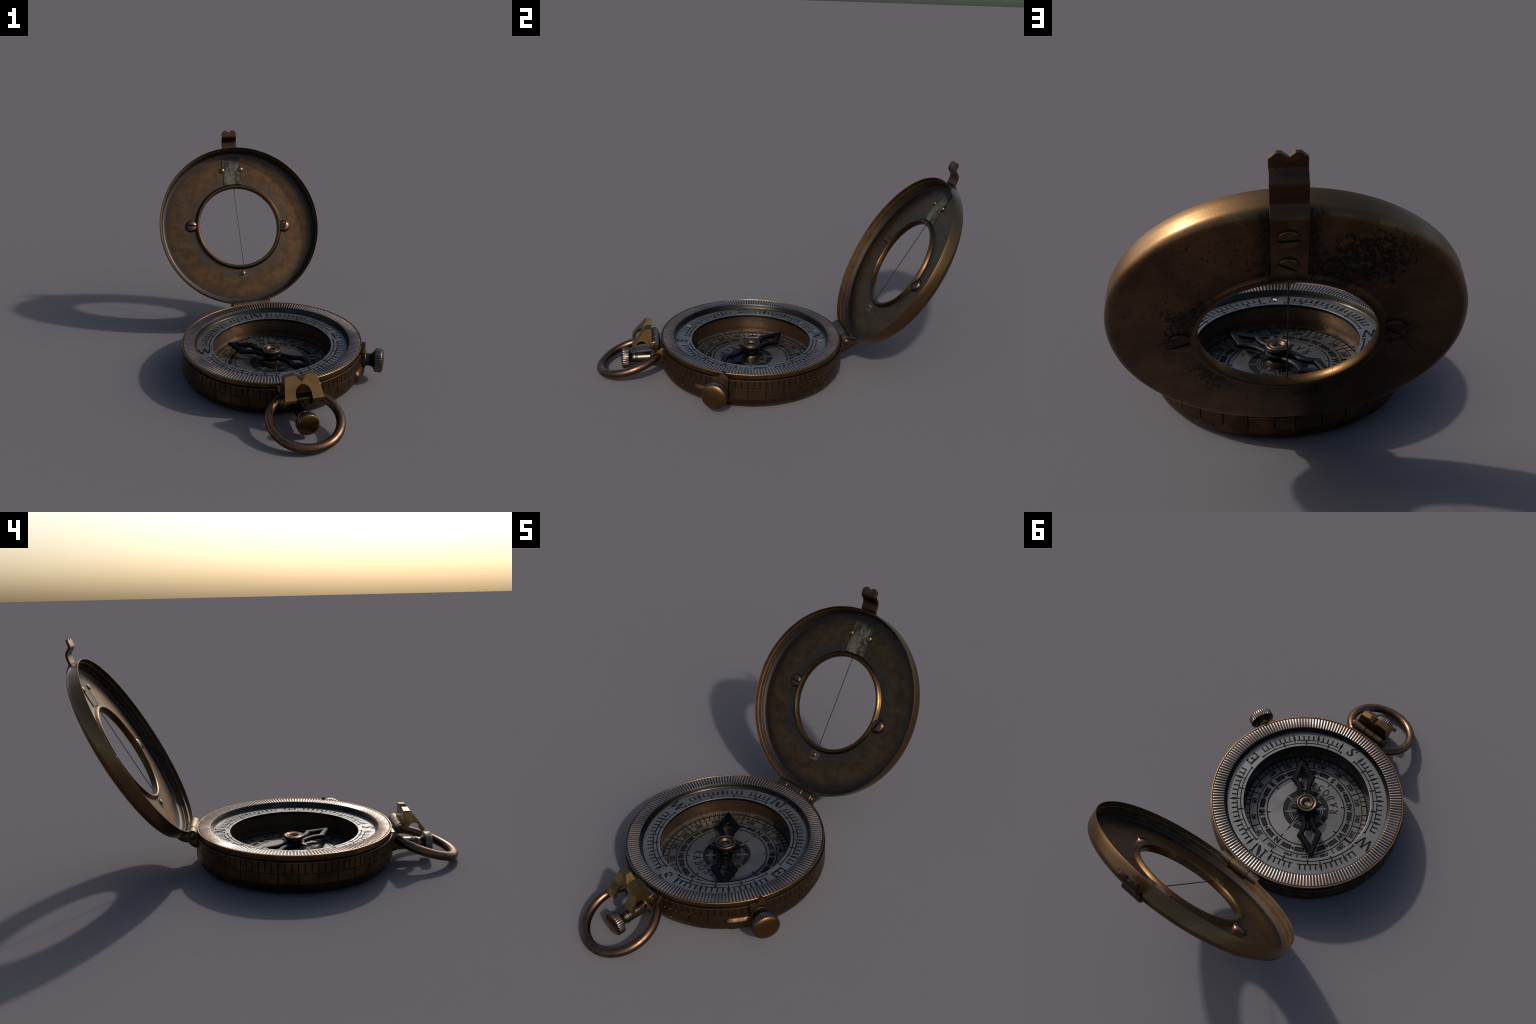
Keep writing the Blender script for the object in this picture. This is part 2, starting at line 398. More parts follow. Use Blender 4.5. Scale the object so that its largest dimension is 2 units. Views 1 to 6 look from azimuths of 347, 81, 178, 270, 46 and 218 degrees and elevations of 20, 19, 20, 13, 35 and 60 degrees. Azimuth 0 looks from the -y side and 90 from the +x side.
# ---------------- case: turned wall with two rows of engraved cells
def build_case():
    dU = 360 / 102
    upper, lower = [], []
    for k in range(34):                         # lower lines every third upper line; seam hidden at hinge and ring
        b = 6.48 + k * 3 * dU
        b = b if 180 < b % 360 < 360 else b - 2.45
        lower.append(b % 360); upper += [(b + j * dU) % 360 for j in range(3)]
    ang = {}
    hw, fw = .33, .17                            # half widths in degrees: lip and floor of a line
    for a in upper:
        ang[round(a % 360, 3)] = 1
    L = set(round(a, 3) for a in lower)
    cols = []
    for a in sorted(ang):
        low = a in L
        cols += [(a - hw, 0, 0), (a - fw, 1, low), (a + fw, 1, low), (a + hw, 0, 0)]
    # a few plain columns between lines keep the wall round
    full = []
    for i, cdef in enumerate(cols):
        full.append(cdef)
        nx = cols[(i + 1) % len(cols)][0] + (360 if i == len(cols) - 1 else 0)
        if nx - cdef[0] > 1.6: full.append(((cdef[0] + nx) / 2, 0, 0))
    D = .0032
    prof = [(.470, .1705, 0), (.503, .1710, 0), (.5135, .1706, 0), (.5158, .1694, 0), (.5165, .1676, 0), (.5165, .1662, 0),
            (.5165, .1648, 1), (.5165, .1185, 1), (.5165, .1172, 0), (.5168, .1164, 9), (.5168 - D, .1154, 9), (.5168 - D, .1132, 9), (.5168, .1122, 9),
            (.5168, .1112, 0), (.5168, .1098, 2), (.5168, .0655, 2), (.5168, .064, 0), (.5166, .0615, 0), (.5155, .0590, 0), (.5125, .0570, 0), (.5105, .050, 0), (.506, .036, 0), (.499, .0225, 0),
            (.484, .008, 0), (.465, .0015, 0), (.445, 0, 0)]
    V, F, FM = [], [], []; nc = len(full)
    for r, z, row in prof:
        for a, g, low in full:
            d = D if (row == 1 and g) or (row == 2 and g and low) else 0
            x, y = pol(r - d, a); V.append((x, y, z))
    for k in range(len(prof) - 1):
        for i in range(nc):
            j = (i + 1) % nc
            F.append((k * nc + i, k * nc + j, (k + 1) * nc + j, (k + 1) * nc + i))
            row = prof[k][2]; row2 = prof[k + 1][2]; gi, gj = full[i], full[j]
            m = 0
            if row == 1 and row2 == 1 and gi[1] and gj[1]: m = 1
            if row == 2 and row2 == 2 and gi[2] and gj[2]: m = 1
            if k == 10: m = 1
            if k <= 1: m = 1
            FM.append(m)
    F.append(tuple((len(prof) - 1) * nc + i for i in range(nc))); FM.append(0)
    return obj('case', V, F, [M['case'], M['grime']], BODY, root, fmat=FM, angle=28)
case = build_case()

# ---------------- bezel band, milled ring and inner wall
bezel = lathe('bezel', [(.497, .1690), (.498, .1722), (.5030, .1734), (.5085, .1750), (.5100, .182), (.5106, .1940), (.5110, .2003), (.5100, .2026), (.5075, .2034),
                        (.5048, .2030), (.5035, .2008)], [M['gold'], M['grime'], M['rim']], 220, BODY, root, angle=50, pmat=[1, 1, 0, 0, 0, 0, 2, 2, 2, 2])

def build_milled():
    teeth, per = 188, 10; n = teeth * per
    prof = [(.5035, .1990, 0), (.5015, .2002, .25), (.4995, .2012, .8), (.497, .2014, 1), (.4705, .2010, 1), (.4435, .2004, 1), (.4405, .2000, .8), (.4388, .1985, .3), (.4382, .1960, 0)]
    V, F = [], []
    for k, (r, z, amp) in enumerate(prof):
        for i in range(n):
            a = 2 * pi * i / n; ph = (i % per) / per
            ridge = (.5 - .5 * cos(2 * pi * ph)) ** .75
            # wear: ridges rubbed down in a few sectors
            azd = math.degrees(a)
            wear = 1 - .72 * math.exp(-((azd - 138) / 11) ** 2) - .45 * math.exp(-((azd - 248) / 9) ** 2) - .45 * math.exp(-((azd - 100) / 5) ** 2) - .4 * math.exp(-((azd - 318) / 6) ** 2)
            h = amp * (.0042 * (ridge - .5) * wear)
            V.append((r * sin(a), r * cos(a), z + h))
    for k in range(len(prof) - 1):
        for i in range(n):
            j = (i + 1) % n; F.append((k * n + i, k * n + j, (k + 1) * n + j, (k + 1) * n + i))
    return obj('milled_ring', V, F, M['milled'], BODY, bezel, angle=60)
build_milled()
lathe('bezel_wall', [(.4390, .1975), (.4375, .1945), (.4350, .190), (.4330, .182), (.4310, .176), (.4275, .1716), (.424, .170)], M['bore'], 180, BODY, bezel, angle=60)

# ---------------- silvered scale ring, engraved
def build_scale():
    top = .1705
    o = lathe('scale_ring', [(.3400, top), (.4300, top), (.4300, .158), (.3400, .158)], M['silver'], 180, None, None, closed=True, angle=None)
    dia = [a for a in range(10, 360, 20) if a not in (90, 270)]
    gaps = {90: (78, 102), 270: (258, 282)}
    # inner line with crossing ends, broken at the four letters
    runs = [(8, 82.5), (97.5, 173), (187, 262), (278, 352)]
    engrave(o, [arc(.3515, .3573, a, b) for a, b in runs], top, .0030)
    # outer line in pieces between the spindles
    segs = []
    edges = [10, 30, 50, 70, 78.6, None, 101.4, 110, 130, 150, 170, None, 190, 210, 230, 250, 258.6, None, 281.4, 290, 310, 330, 350]
    for a, b in zip(edges, edges[1:]):
        if a is None or b is None: continue
        segs.append((a + (1.6 if a in dia else 0), b - (1.6 if b in dia else 0)))
    engrave(o, [arc(.3705, .3760, a, b) for a, b in segs], top, .0031)
    ticks = []
    for a in dia:
        for d in (4, 8, 12, 16):
            t = a + d
            if t < 350 and not (78.5 < t < 101.5) and not (258.5 < t < 281.5) and not (170 < t < 190): ticks.append(t)
    ticks += [102 - 0, 106, 282 - 0, 286, 74, 78, 254, 258]
    ticks = sorted(set(ticks))
    engrave(o, [spoke(.3700, .4030, t, .0082) for t in ticks] +
            [spoke(.3430, .3722, t, .0082) for t in range(20, 360, 20) if t not in (80, 100, 180, 260, 280)] +
            [spoke(.3450, .3610, t, .0072) for t in (8, 82.5, 97.5, 172.6, 187.4, 262, 278, 352)], top, .0033)
    engrave(o, [spindle(.3440, .4185, .386, a, .0078) for a in dia], top, .0037)
    # letters, upright with north away from the carrying ring
    def at(cx, cy): return lambda x, y: (cx + x, cy + y)
    n_ = at(*pol(.391, 0)); e_ = at(*pol(.386, 90)); s_ = at(*pol(.394, 180)); w_ = at(*pol(.386, 270))
    thin = .0074
    one = [bar2(n_(-.029, -.023), n_(-.029, .026), .0090), bar2(n_(.029, -.024), n_(.029, .025), .0090),
           shape([n_(-.010, .034), n_(.0105, -.004), n_(.0175, -.024), n_(.012, -.034), n_(-.0080, -.010), n_(-.0150, .014)], .6),
           bar2(e_(-.015, -.031), e_(-.015, .031), .0105),
           bar2(w_(-.036, .029), w_(-.017, -.031), .0108), bar2(w_(.000, .029), w_(.017, -.031), .0108)]
    two = [bar2(n_(-.040, -.024), n_(-.018, -.024), thin), bar2(n_(.018, .026), n_(.040, .026), thin), shape([n_(-.039, .030), n_(-.022, .029), n_(-.024, .021), n_(-.034, .021)], .7),
           shape([n_(.020, -.018), n_(.035, -.020), n_(.034, -.028), n_(.022, -.027)], .7),
           bar2(e_(-.021, .031), e_(.017, .031), thin), bar2(e_(-.021, -.031), e_(.017, -.031), thin), bar2(e_(-.013, .001), e_(.005, .001), thin),
           bar2(w_(-.017, -.031), w_(.000, .029), thin), bar2(w_(.017, -.031), w_(.034, .029), thin)]
    three = [bar2(e_(.017, .034), e_(.0175, .020), thin), bar2(e_(.017, -.034), e_(.0175, -.020), thin), bar2(e_(.006, .009), e_(.006, -.007), thin),
             bar2(w_(-.046, .029), w_(-.027, .029), thin), bar2(w_(-.008, .029), w_(.009, .029), thin), bar2(w_(.026, .029), w_(.042, .029), thin)]
    for q, dep in ((one, .0036), (two, .0034), (three, .0032)): engrave(o, q, top, dep)
    # S: thick slanted curve, drawn as one closed outline round its spine
    sp = spline([Vector(p) for p in ((.020, .017), (.014, .026), (.002, .027), (-.009, .019), (-.006, .008), (.005, -.003), (.009, -.014), (-.002, -.025), (-.014, -.026), (-.021, -.017))], 4)
    L, R, l, r = [], [], [], []
    for i, p in enumerate(sp):
        d = (sp[min(i + 1, len(sp) - 1)] - sp[max(i - 1, 0)]).normalized(); s = Vector((-d.y, d.x)); t = i / (len(sp) - 1)
        h = .0026 + .0044 * sin(pi * t) ** 2
        L.append(s_(*(p + s * h))); R.append(s_(*(p - s * h))); l.append(s_(*(p + s * h * .45))); r.append(s_(*(p - s * h * .45)))
    engrave(o, [(L + R[::-1], l + r[::-1])], top, .0036)
    engrave(o, [shape([s_(.014, .010), s_(.023, .009), s_(.024, .030), s_(.020, .031)], .7), shape([s_(-.014, -.010), s_(-.023, -.009), s_(-.025, -.030), s_(-.021, -.031)], .7)], top, .0034)
    finish(o, BODY, root); o.data.shade_flat()
    lathe('scale_lip', [(.3402, .1702), (.3388, .1700), (.3378, .1690), (.3376, .166), (.3376, .1555), (.342, .1540)], [M['silver'], M['dark']], 180, BODY, o, angle=50, pmat=[0, 0, 1, 1, 1])
    return o
build_scale()

# ---------------- well wall and engraved dial
lathe('well', [(.3420, .1560), (.3440, .150), (.352, .110), (.3600, .070), (.3660, .050), (.3660, .030)], M['well'], 160, BODY, root, angle=60)

def build_dial():
    top = .051
    o = lathe('dial', [(0, top), (.3655, top), (.3655, .038), (0, .038)], M['dial_silver'], 180, None, None, angle=None)
    for r0, r1, d in ((.2085, .2150, .0026), (.2630, .2686, .0026), (.3055, .3108, .0024), (.3325, .3400, .0026)): ring_tool(o, r0, r1, top, d)
    ring_tool(o, 0, .1255, top, .0022)
    engrave(o, [spoke(.1930, .2105, a, .0070) for a in range(0, 360, 45)] + [spoke(.2660, .3620, a, .0064) for a in range(10, 360, 20)], top, .0030)
    engrave(o, [spoke(.3080, .3370, a, .0062) for a in range(0, 360, 5) if a % 20 != 10], top, .0028)
    engrave(o, [spoke(.3380, .3585, a, .0048, .0007) for a in range(0, 360, 2) if a % 20 != 10], top, .0023)
    nums = [(str(a if a else 360), .2872, a, .0345, False, .92) for a in range(0, 360, 20)]
    text_tool(o, nums, top, .0022, .0017)
    names = [(s, .2395, 45 * i, 0.043 if len(s) == 1 else .039, False, .95 if len(s) == 1 else .74) for i, s in enumerate(('N', 'NE', 'E', 'SE', 'S', 'SW', 'W', 'NW'))]
    text_tool(o, names, top, .0024, .0029)
    A, B, dots = [], [], []
    for i in range(8):
        m = 45 * i + 22.5
        edge = 7.0 if i % 2 == 0 else 6.2
        for s in (-1, 1):
            for k in range(5):
                a = m + s * (4.6 + 2.35 * k)
                if abs(a - 45 * i) < 6 or abs(a - 45 * (i + 1)) < 6: continue
                A.append(bar2(pol(.2262, a - 1.2), pol(.2532, a + 1.2), .0064, .0008)); B.append(bar2(pol(.2262, a + 1.2), pol(.2532, a - 1.2), .0064, .0008))
        c = Vector(pol(.2397, m)); dots.append(shape([tuple(c + Vector((cos(k * pi / 5), sin(k * pi / 5))) * .0075) for k in range(10)], .8))
        for s in (-1, 1):
            A.append(bar2(pol(.2290, m + s * 2.5), pol(.2400, m + s * 3.4), .0046, .0006)); B.append(bar2(pol(.2505, m + s * 2.5), pol(.2390, m + s * 3.4), .0046, .0006))
    engrave(o, A, top, .0025, True); engrave(o, B, top, .0023, True); engrave(o, dots, top, .0027)
    # long north point of the rose runs out over the plate; short ones reach the edge of the dark disc
    engrave(o, [shape([pol(.120, -3.2), pol(.120, 3.2), pol(.175, 0)], .6)] + [shape([pol(.118, a - 1.8), pol(.118, a + 1.8), pol(.1345, a)], .6) for a in (90, 180, 270)], top, .0027)
    finish(o, BODY, root); o.data.shade_flat()
    # rose outlines left bright on the dark disc
    z0, z1 = top - .0030, top - .0008; parts = []
    def strip(p, q, w): hi, lo = bar2(p, q, w, 0.0); return prism(hi, z0, z1)
    for a in range(0, 360, 45):
        main = a % 90 == 0
        tip = (.130 if a else .132) if main else .1115; w0 = 9.0 if main else 3.4
        for s in (-1, 1):
            parts.append(strip(pol(.040, a + s * w0 * 1.9), pol(tip, a + s * (.55 if main else 1.3)), .0038))
        if not main: parts.append(strip(pol(.1105, a - 1.7), pol(.1105, a + 1.7), .0036))
    for i, (r0, r1) in enumerate(((.0805, .0839), (.0910, .0946))):
        for a in range(0, 360, 45):
            main = a % 90 == 0
            hi, lo = arc(r0, r1, a + (9 if main else 4), a + 45 - (4 if main else 9), 0, 3); parts.append(prism(hi, z0, z1 - .0002 * (i + 1)))
    v, f = join(parts); rose = obj('compass_rose', v, f, M['silver'], BODY, o); rose['kind'] = 'stuff'
    # pen-drawn word along the lower edge of the dial
    glyph = {
        'R': [[(-.4, .3), (-.5, .7), (-.1, .9), (.35, .75), (.3, .3), (-.1, .15)], [(-.1, .8), (-.15, .3), (-.3, -.2), (-.55, -.3)], [(-.1, .15), (.2, -.1), (.4, -.5), (.6, -.3)]],
        'A': [[(-.6, -.2), (-.5, -.5), (-.2, -.1), (.1, .5), (.25, .9)], [(.25, .9), (.25, .2), (.35, -.5), (.6, -.3)], [(-.35, .3), (-.1, .15), (.2, .2), (.45, .3)]],
        'D': [[(.0, .75), (-.05, .2), (-.15, -.3), (-.4, -.4)], [(-.5, .6), (-.2, .95), (.35, .8), (.55, .2), (.3, -.4), (-.2, -.5), (-.45, -.2)]],
        'O': [[(.05, .4), (.2, .7), (-.1, .95), (-.5, .5), (-.45, -.2), (0, -.55), (.45, -.2), (.5, .4), (.2, .85), (-.05, .7)]],
        'S': [[(.5, .6), (.35, .9), (.0, .8), (-.15, .45), (.1, .15), (.2, -.25), (-.15, -.55), (-.5, -.4), (-.75, -.1)], [(-.15, .45), (-.4, .5), (-.45, .2)]],
        'T': [[(-.5, .6), (-.2, .9), (.2, .8), (.6, .95)], [(.15, .8), (.05, .2), (-.1, -.4), (-.5, -.45), (-.6, -.1)]],
        'I': [[(-.2, .7), (.1, .9), (.05, .2), (-.05, -.4), (-.4, -.4)]],
        'N': [[(-.55, -.4), (-.3, -.3), (-.2, .8), (.1, .1), (.25, -.5), (.35, .4), (.55, .95)]],
        '~': [[(-.5, -.2), (-.2, -.55), (.2, -.5), (.5, -.1)]]}
    parts = []
    for ch, az in zip('RADOSTIN~', (234, 218.5, 202.5, 186.5, 170, 157, 146, 134, 121)):
        a = radians(az) + pi; c = Vector(pol(.1535, az))
        for st in glyph[ch]:
            P = [(c.x + (x * .024) * cos(a) + (y - .2) * .031 * sin(a), c.y - (x * .024) * sin(a) + (y - .2) * .031 * cos(a)) for x, y in st]
            parts.append(ribbon(P, .0029, top - .001, top + .0007 + .00004 * len(parts)))
    v, f = join(parts); w = obj('script_lettering', v, f, M['ink'], BODY, o); w['kind'] = 'stuff'
    return o
dial = build_dial()

# ---------------- needle, pivot and cap
def build_needle():
    az = 315.0
    half_o = [(.048, .036), (.080, .034), (.110, .037), (.140, .048), (.171, .067), (.205, .048), (.250, .026), (.305, .0)]
    half_i = [(.046, .0085), (.082, .0088), (.110, .0095), (.138, .0165), (.165, .0310), (.190, .0200), (.212, .0105), (.237, .0)]
    V, F = [], []; zt, zs, zb = .1090, .1055, .0900
    a = radians(az); u = Vector((sin(a), cos(a))); s = Vector((cos(a), -sin(a)))
    for dirn in (1, -1):
        for side in (1, -1):
            ring = []
            for (ao, bo), (ai, bi) in zip(half_o, half_i):
                am, bmid = (ao + ai) / 2, (bo + bi) / 2; tilt = .0035 * dirn * -ao / .3
                row = []
                for (q, w, z) in ((ao, bo, zb), (ao, bo, zs - .002), (am * .45 + ao * .55, bmid * .45 + bo * .55, zt), (am * .45 + ai * .55, bmid * .45 + bi * .55, zt), (ai, bi, zs - .002), (ai, bi, zb)):
                    p = u * q * dirn + s * w * side; row.append(len(V)); V.append((p.x, p.y, z + tilt))
                ring.append(row)
            for r0, r1 in zip(ring, ring[1:]):
                for k in range(6): F.append((r0[k], r0[(k + 1) % 6], r1[(k + 1) % 6], r1[k]))
            F.append(tuple(ring[0]))
    # short cross points and the boss they grow from
    for dirn in (1, -1):
        tip = s * .094 * dirn; w = u * .020; b = len(V)
        base = s * .040 * dirn
        for p, z in ((base + w, zb), (base - w, zb), (tip, .100), (base + w, zt), (base - w, zt), (tip, .103)): V.append((p.x, p.y, z))
        F += [(b, b + 1, b + 2), (b + 3, b + 5, b + 4), (b, b + 2, b + 5, b + 3), (b + 1, b + 4, b + 5, b + 2), (b, b + 3, b + 4, b + 1)]
    needle = obj('needle', V, F, M['needle'], BODY, root, angle=25)
    lathe('needle_boss', [(.020, .090), (.050, .0905), (.0560, .0945), (.0570, .1040), (.0530, .1090), (.044, .1115), (.030, .113)], M['needle'], 56, BODY, needle, angle=40)
    lathe('pivot_washer', [(.0, .0790), (.040, .0790), (.0500, .0770), (.0525, .0735), (.0525, .0545), (.0535, .0490)], M['washer'], 56, BODY, needle, angle=40)
    lathe('pivot_post', [(.022, .075), (.022, .095)], M['dark'], 32, BODY, needle, angle=40)
    lathe('needle_cap', [(.034, .1125), (.038, .1170), (.041, .1180), (.046, .1185), (.0505, .1210), (.0525, .1255), (.0528, .1360), (.0515, .1398), (.0492, .1410), (.0468, .1404),
                         (.0445, .1378), (.0375, .1370), (.0345, .1385), (.0325, .1405), (.0300, .1412), (.0275, .1402), (.0250, .1355), (.0205, .1300), (.0120, .1275), (.0095, .1272), (0, .1285)],
          [M['cap'], M['dark'], M['washer']], 64, BODY, needle, angle=60, pmat=[2, 2, 2, 0, 0, 0, 0, 0, 0, 0, 1, 1, 0, 0, 0, 0, 0, 1, 2, 2])
build_needle()

# ---------------- side fittings of the case: pointer plate, stop block, thumb knob
def curved_plate(name, az_z, r0, r1, mat, parent):
    """Plate bent round the case: outline [(azimuth, z)...] between two radii."""
    n = len(az_z); V = []
    for r in (r0, r1): V += [(*pol(r, a), z) for a, z in az_z]
    F = [tuple(range(n)), tuple(range(n, 2 * n))] + [(i, (i + 1) % n, n + (i + 1) % n, n + i) for i in range(n)]
    o = obj(name, V, F, mat); bevel(o, .0018, 2, 40); finish(o, BODY, parent); return o
plate = curved_plate('pointer_plate', [(110.2, .052), (110.2, .183), (113.5, .2185), (116.3, .1855), (117.4, .183), (119.9, .1835), (119.9, .052)], .5125, .5325, M['case'], root)
def build_stop():
    V, F = [], []; az = [119.3, 122, 125, 128, 130.6, 131.9, 132.6]
    for k, a in enumerate(az):
        dz = (0, 0, 0, 0, 0, .004, .012)[k]; dr = (0, 0, 0, 0, 0, -.003, -.012)[k]
        for r, z in ((.512, .110 - dz), (.5190, .109 - dz), (.5300 + dr, .0945 - dz), (.5305 + dr, .054 + dz * .3), (.5270 + dr, .0475 + dz * .3), (.508, .0455 + dz * .3)): V.append((*pol(r, a), z))
    for i in range(len(az) - 1):
        for k in range(6): F.append((6 * i + k, 6 * i + (k + 1) % 6, 6 * i + 6 + (k + 1) % 6, 6 * i + 6 + k))
    F += [tuple(range(6)), tuple(range(6 * len(az) - 6, 6 * len(az)))]
    o = obj('stop_block', V, F, M['case']); bevel(o, .0016, 2, 30); finish(o, BODY, root)
build_stop()
ka = radians(115.0); kd = Vector((sin(ka), cos(ka), 0))
KNOB = frame((CX, CY, .1185), kd)
knurled('thumb_knob', [(.045, .528), (.046, .5345), (.044, .5375), (.035, .5385), (.0345, .545), (.0345, .555), (.037, .565), (.042, .5725), (.050, .579), (.060, .5845), (.0655, .5875), (.0672, .590),
                       (.0672, .621), (.0655, .6245), (.0625, .6275), (.050, .6315), (.030, .6345), (.0, .636)], (11, 12), 30, .0042,
        [M['dark'], M['knurl'], M['knob_face'], M['case']], [3, 3, 3, 0, 0, 0, 0, 0, 0, 0, 1, 1, 1, 2, 2, 2, 2], KNOB, root)

# ---------------- carrying ring, its lugs, screw stem
RA = .313; RC = Vector((-.0434, -.8056, .0829))
def tube_arc(name, C, u, v, R, r, a0, a1, mat, parent, n=110, m=24):
    w = u.cross(v); V, F = [], []
    for i in range(n + 1):
        a = a0 + (a1 - a0) * i / n; d = u * cos(a) + v * sin(a)
        for k in range(m):
            b = 2 * pi * k / m; V.append(C + d * (R + r * cos(b)) + w * r * sin(b))
    for i in range(n):
        for k in range(m): F.append((i * m + k, i * m + (k + 1) % m, (i + 1) * m + (k + 1) % m, (i + 1) * m + k))
    F += [tuple(range(m)), tuple(range(n * m, (n + 1) * m))]
    V = [p - C for p in V]
    return obj(name, V, F, mat, Matrix.Translation(C), parent, angle=50)
th = math.acos(.094 / .1783)
tube_arc('carrying_ring', RC, Vector((1, 0, 0)), Vector((0, cos(RA), sin(RA))), .1783, .0236, pi - th, 2 * pi + th, M['copper'], root)

def yz_plate(name, yz, x0, x1, mat, parent, bev=.002):
    n = len(yz); V = [(x0, y, z) for y, z in yz] + [(x1, y, z) for y, z in yz]
    F = [tuple(range(n)), tuple(range(n, 2 * n))] + [(i, (i + 1) % n, n + (i + 1) % n, n + i) for i in range(n)]
    o = obj(name, V, F, mat)
    if bev: bevel(o, bev, 2, 40)
    finish(o, Matrix.Identity(4), parent); return o
lug = [(-.618, .172), (-.655, .168), (-.668, .152)] + [(-.669 - .035 * sin(t), .117 + .035 * cos(t)) for t in [pi * k / 8 for k in range(9)]] + [(-.64, .0715), (-.618, .0715)]
bracket = yz_plate('ring_bracket', [(-.612, .176), (-.6465, .176), (-.6515, .170), (-.6515, .078), (-.6465, .072), (-.612, .072)], -.146, .063, M['hinge'], root)
yz_plate('bracket_lug', lug, .026, .064, M['hinge'], bracket); yz_plate('bracket_lug', lug, -.147, -.109, M['hinge'], bracket)
XR = lambda x, y, z: frame((x, y, z), (1, 0, 0))
lathe('bail_pin', [(0, -.005), (.0155, -.004), (.0155, .180), (0, .181)], M['hinge'], 32, XR(-.1285, -.668, .118), bracket, angle=40)
STEM = frame((-.0405, 0, .0785), (0, -1, 0))
knurled('stem_knob', [(.040, .640), (.036, .648), (.0345, .70), (.0315, .7735), (.0335, .7750), (.0345, .7785), (.0335, .7815), (.0318, .7830), (.0330, .7850), (.0325, .7885), (.0295, .7895), (.0285, .797), (.031, .8050), (.038, .8125), (.049, .8180), (.0555, .8200), (.0580, .8225),
                      (.0580, .8515), (.0565, .8545), (.0535, .8565), (.042, .8595), (.022, .8618), (0, .8625)], (16, 17), 30, .0034,
        [M['stem'], M['knurl'], M['knob_face']], [0] * 15 + [1] * 3 + [2] * 4, STEM, root)

# ---------------- prism block on its hinge barrel
def build_block():
    cx = -.0422; ident = Matrix.Identity(4)
    yz = [(-.6925, .2885), (-.7205, .2885), (-.7993, .1905), (-.7993, .1760), (-.7105, .1760), (-.6985, .1900), (-.6925, .2050)]
    o = yz_plate('prism_block', yz, -.112, .112, M['block'], None, 0)
    def wedge(pts, y0=-.9, y1=-.6):
        n = len(pts); V = [(x, y0, z) for x, z in pts] + [(x, y1, z) for x, z in pts]
        F = [tuple(range(n)), tuple(range(n, 2 * n))] + [(i, (i + 1) % n, n + (i + 1) % n, n + i) for i in range(n)]
        return obj('tool', V, F, M['block'])
    for s in (1, -1):   # leaning flanks and tilted tops
        cut(o, wedge([(s * .1012, .15), (s * .1012, .185), (s * .0825, .2815), (s * .0825, .2817), (s * .02, .2885), (s * .02, .35), (s * .2, .35), (s * .2, .15)]))
    cut(o, wedge([(-.031, .2885), (0, .2590), (.031, .2885), (.05, .3066), (-.05, .3066)]))
    arch = [(.0412, .10), (.0412, .210)] + [(.0412 * cos(t), .210 + .040 * sin(t)) for t in [pi * k / 30 for k in range(1, 30)]] + [(-.0412, .210), (-.0412, .10)]
    cut(o, wedge(arch, -.9, -.7118))
    t = [(-.7475 + .0345 * cos(q), .176 + .043 * sin(q)) for q in [pi * k / 30 for k in range(31)]] + [(-.782, .12), (-.713, .12)]
    n = len(t); V = [(-.3, y, z) for y, z in t] + [(.3, y, z) for y, z in t]
    F = [tuple(range(n)), tuple(range(n, 2 * n))] + [(i, (i + 1) % n, n + (i + 1) % n, n + i) for i in range(n)]
    cut(o, obj('tool', V, F, M['block']))
    bevel(o, .0016, 2, 25); o.data.set_sharp_from_angle(angle=radians(11))
    finish(o, Matrix.Translation((cx, 0, 0)), root)
    hz, hy = .1895, -.6768
    for x0, x1 in ((-.127, -.0752), (-.0728, -.0162), (-.0138, .0595)):
        L = x1 - x0
        lathe('hinge_barrel', [(0, 0), (.0235, 0), (.0262, .002), (.0262, L - .002), (.0235, L), (0, L)], M['hinge'], 40, XR(x0, hy, hz), o, angle=30)
    lathe('hinge_rod', [(.0205, 0), (.0205, .209)], M['dark'], 32, XR(-.1470, hy, hz), o, angle=30)
    slotted_head('hinge_screw', .0228, .0130, XR(.0605, hy, hz), o, M['clip_screw'], 4, .0055, .005, .0098)
    slotted_head('hinge_screw', .0228, .0130, frame((-.1400, hy, hz), (-1, 0, 0)), o, M['clip_screw'], 60, .0055, .005, .0098)
    lathe('screw_collar', [(.0200, 0), (.0238, .001), (.0238, .011), (.0200, .012)], M['dark'], 36, XR(-.1400, hy, hz), o, angle=30)
build_block()

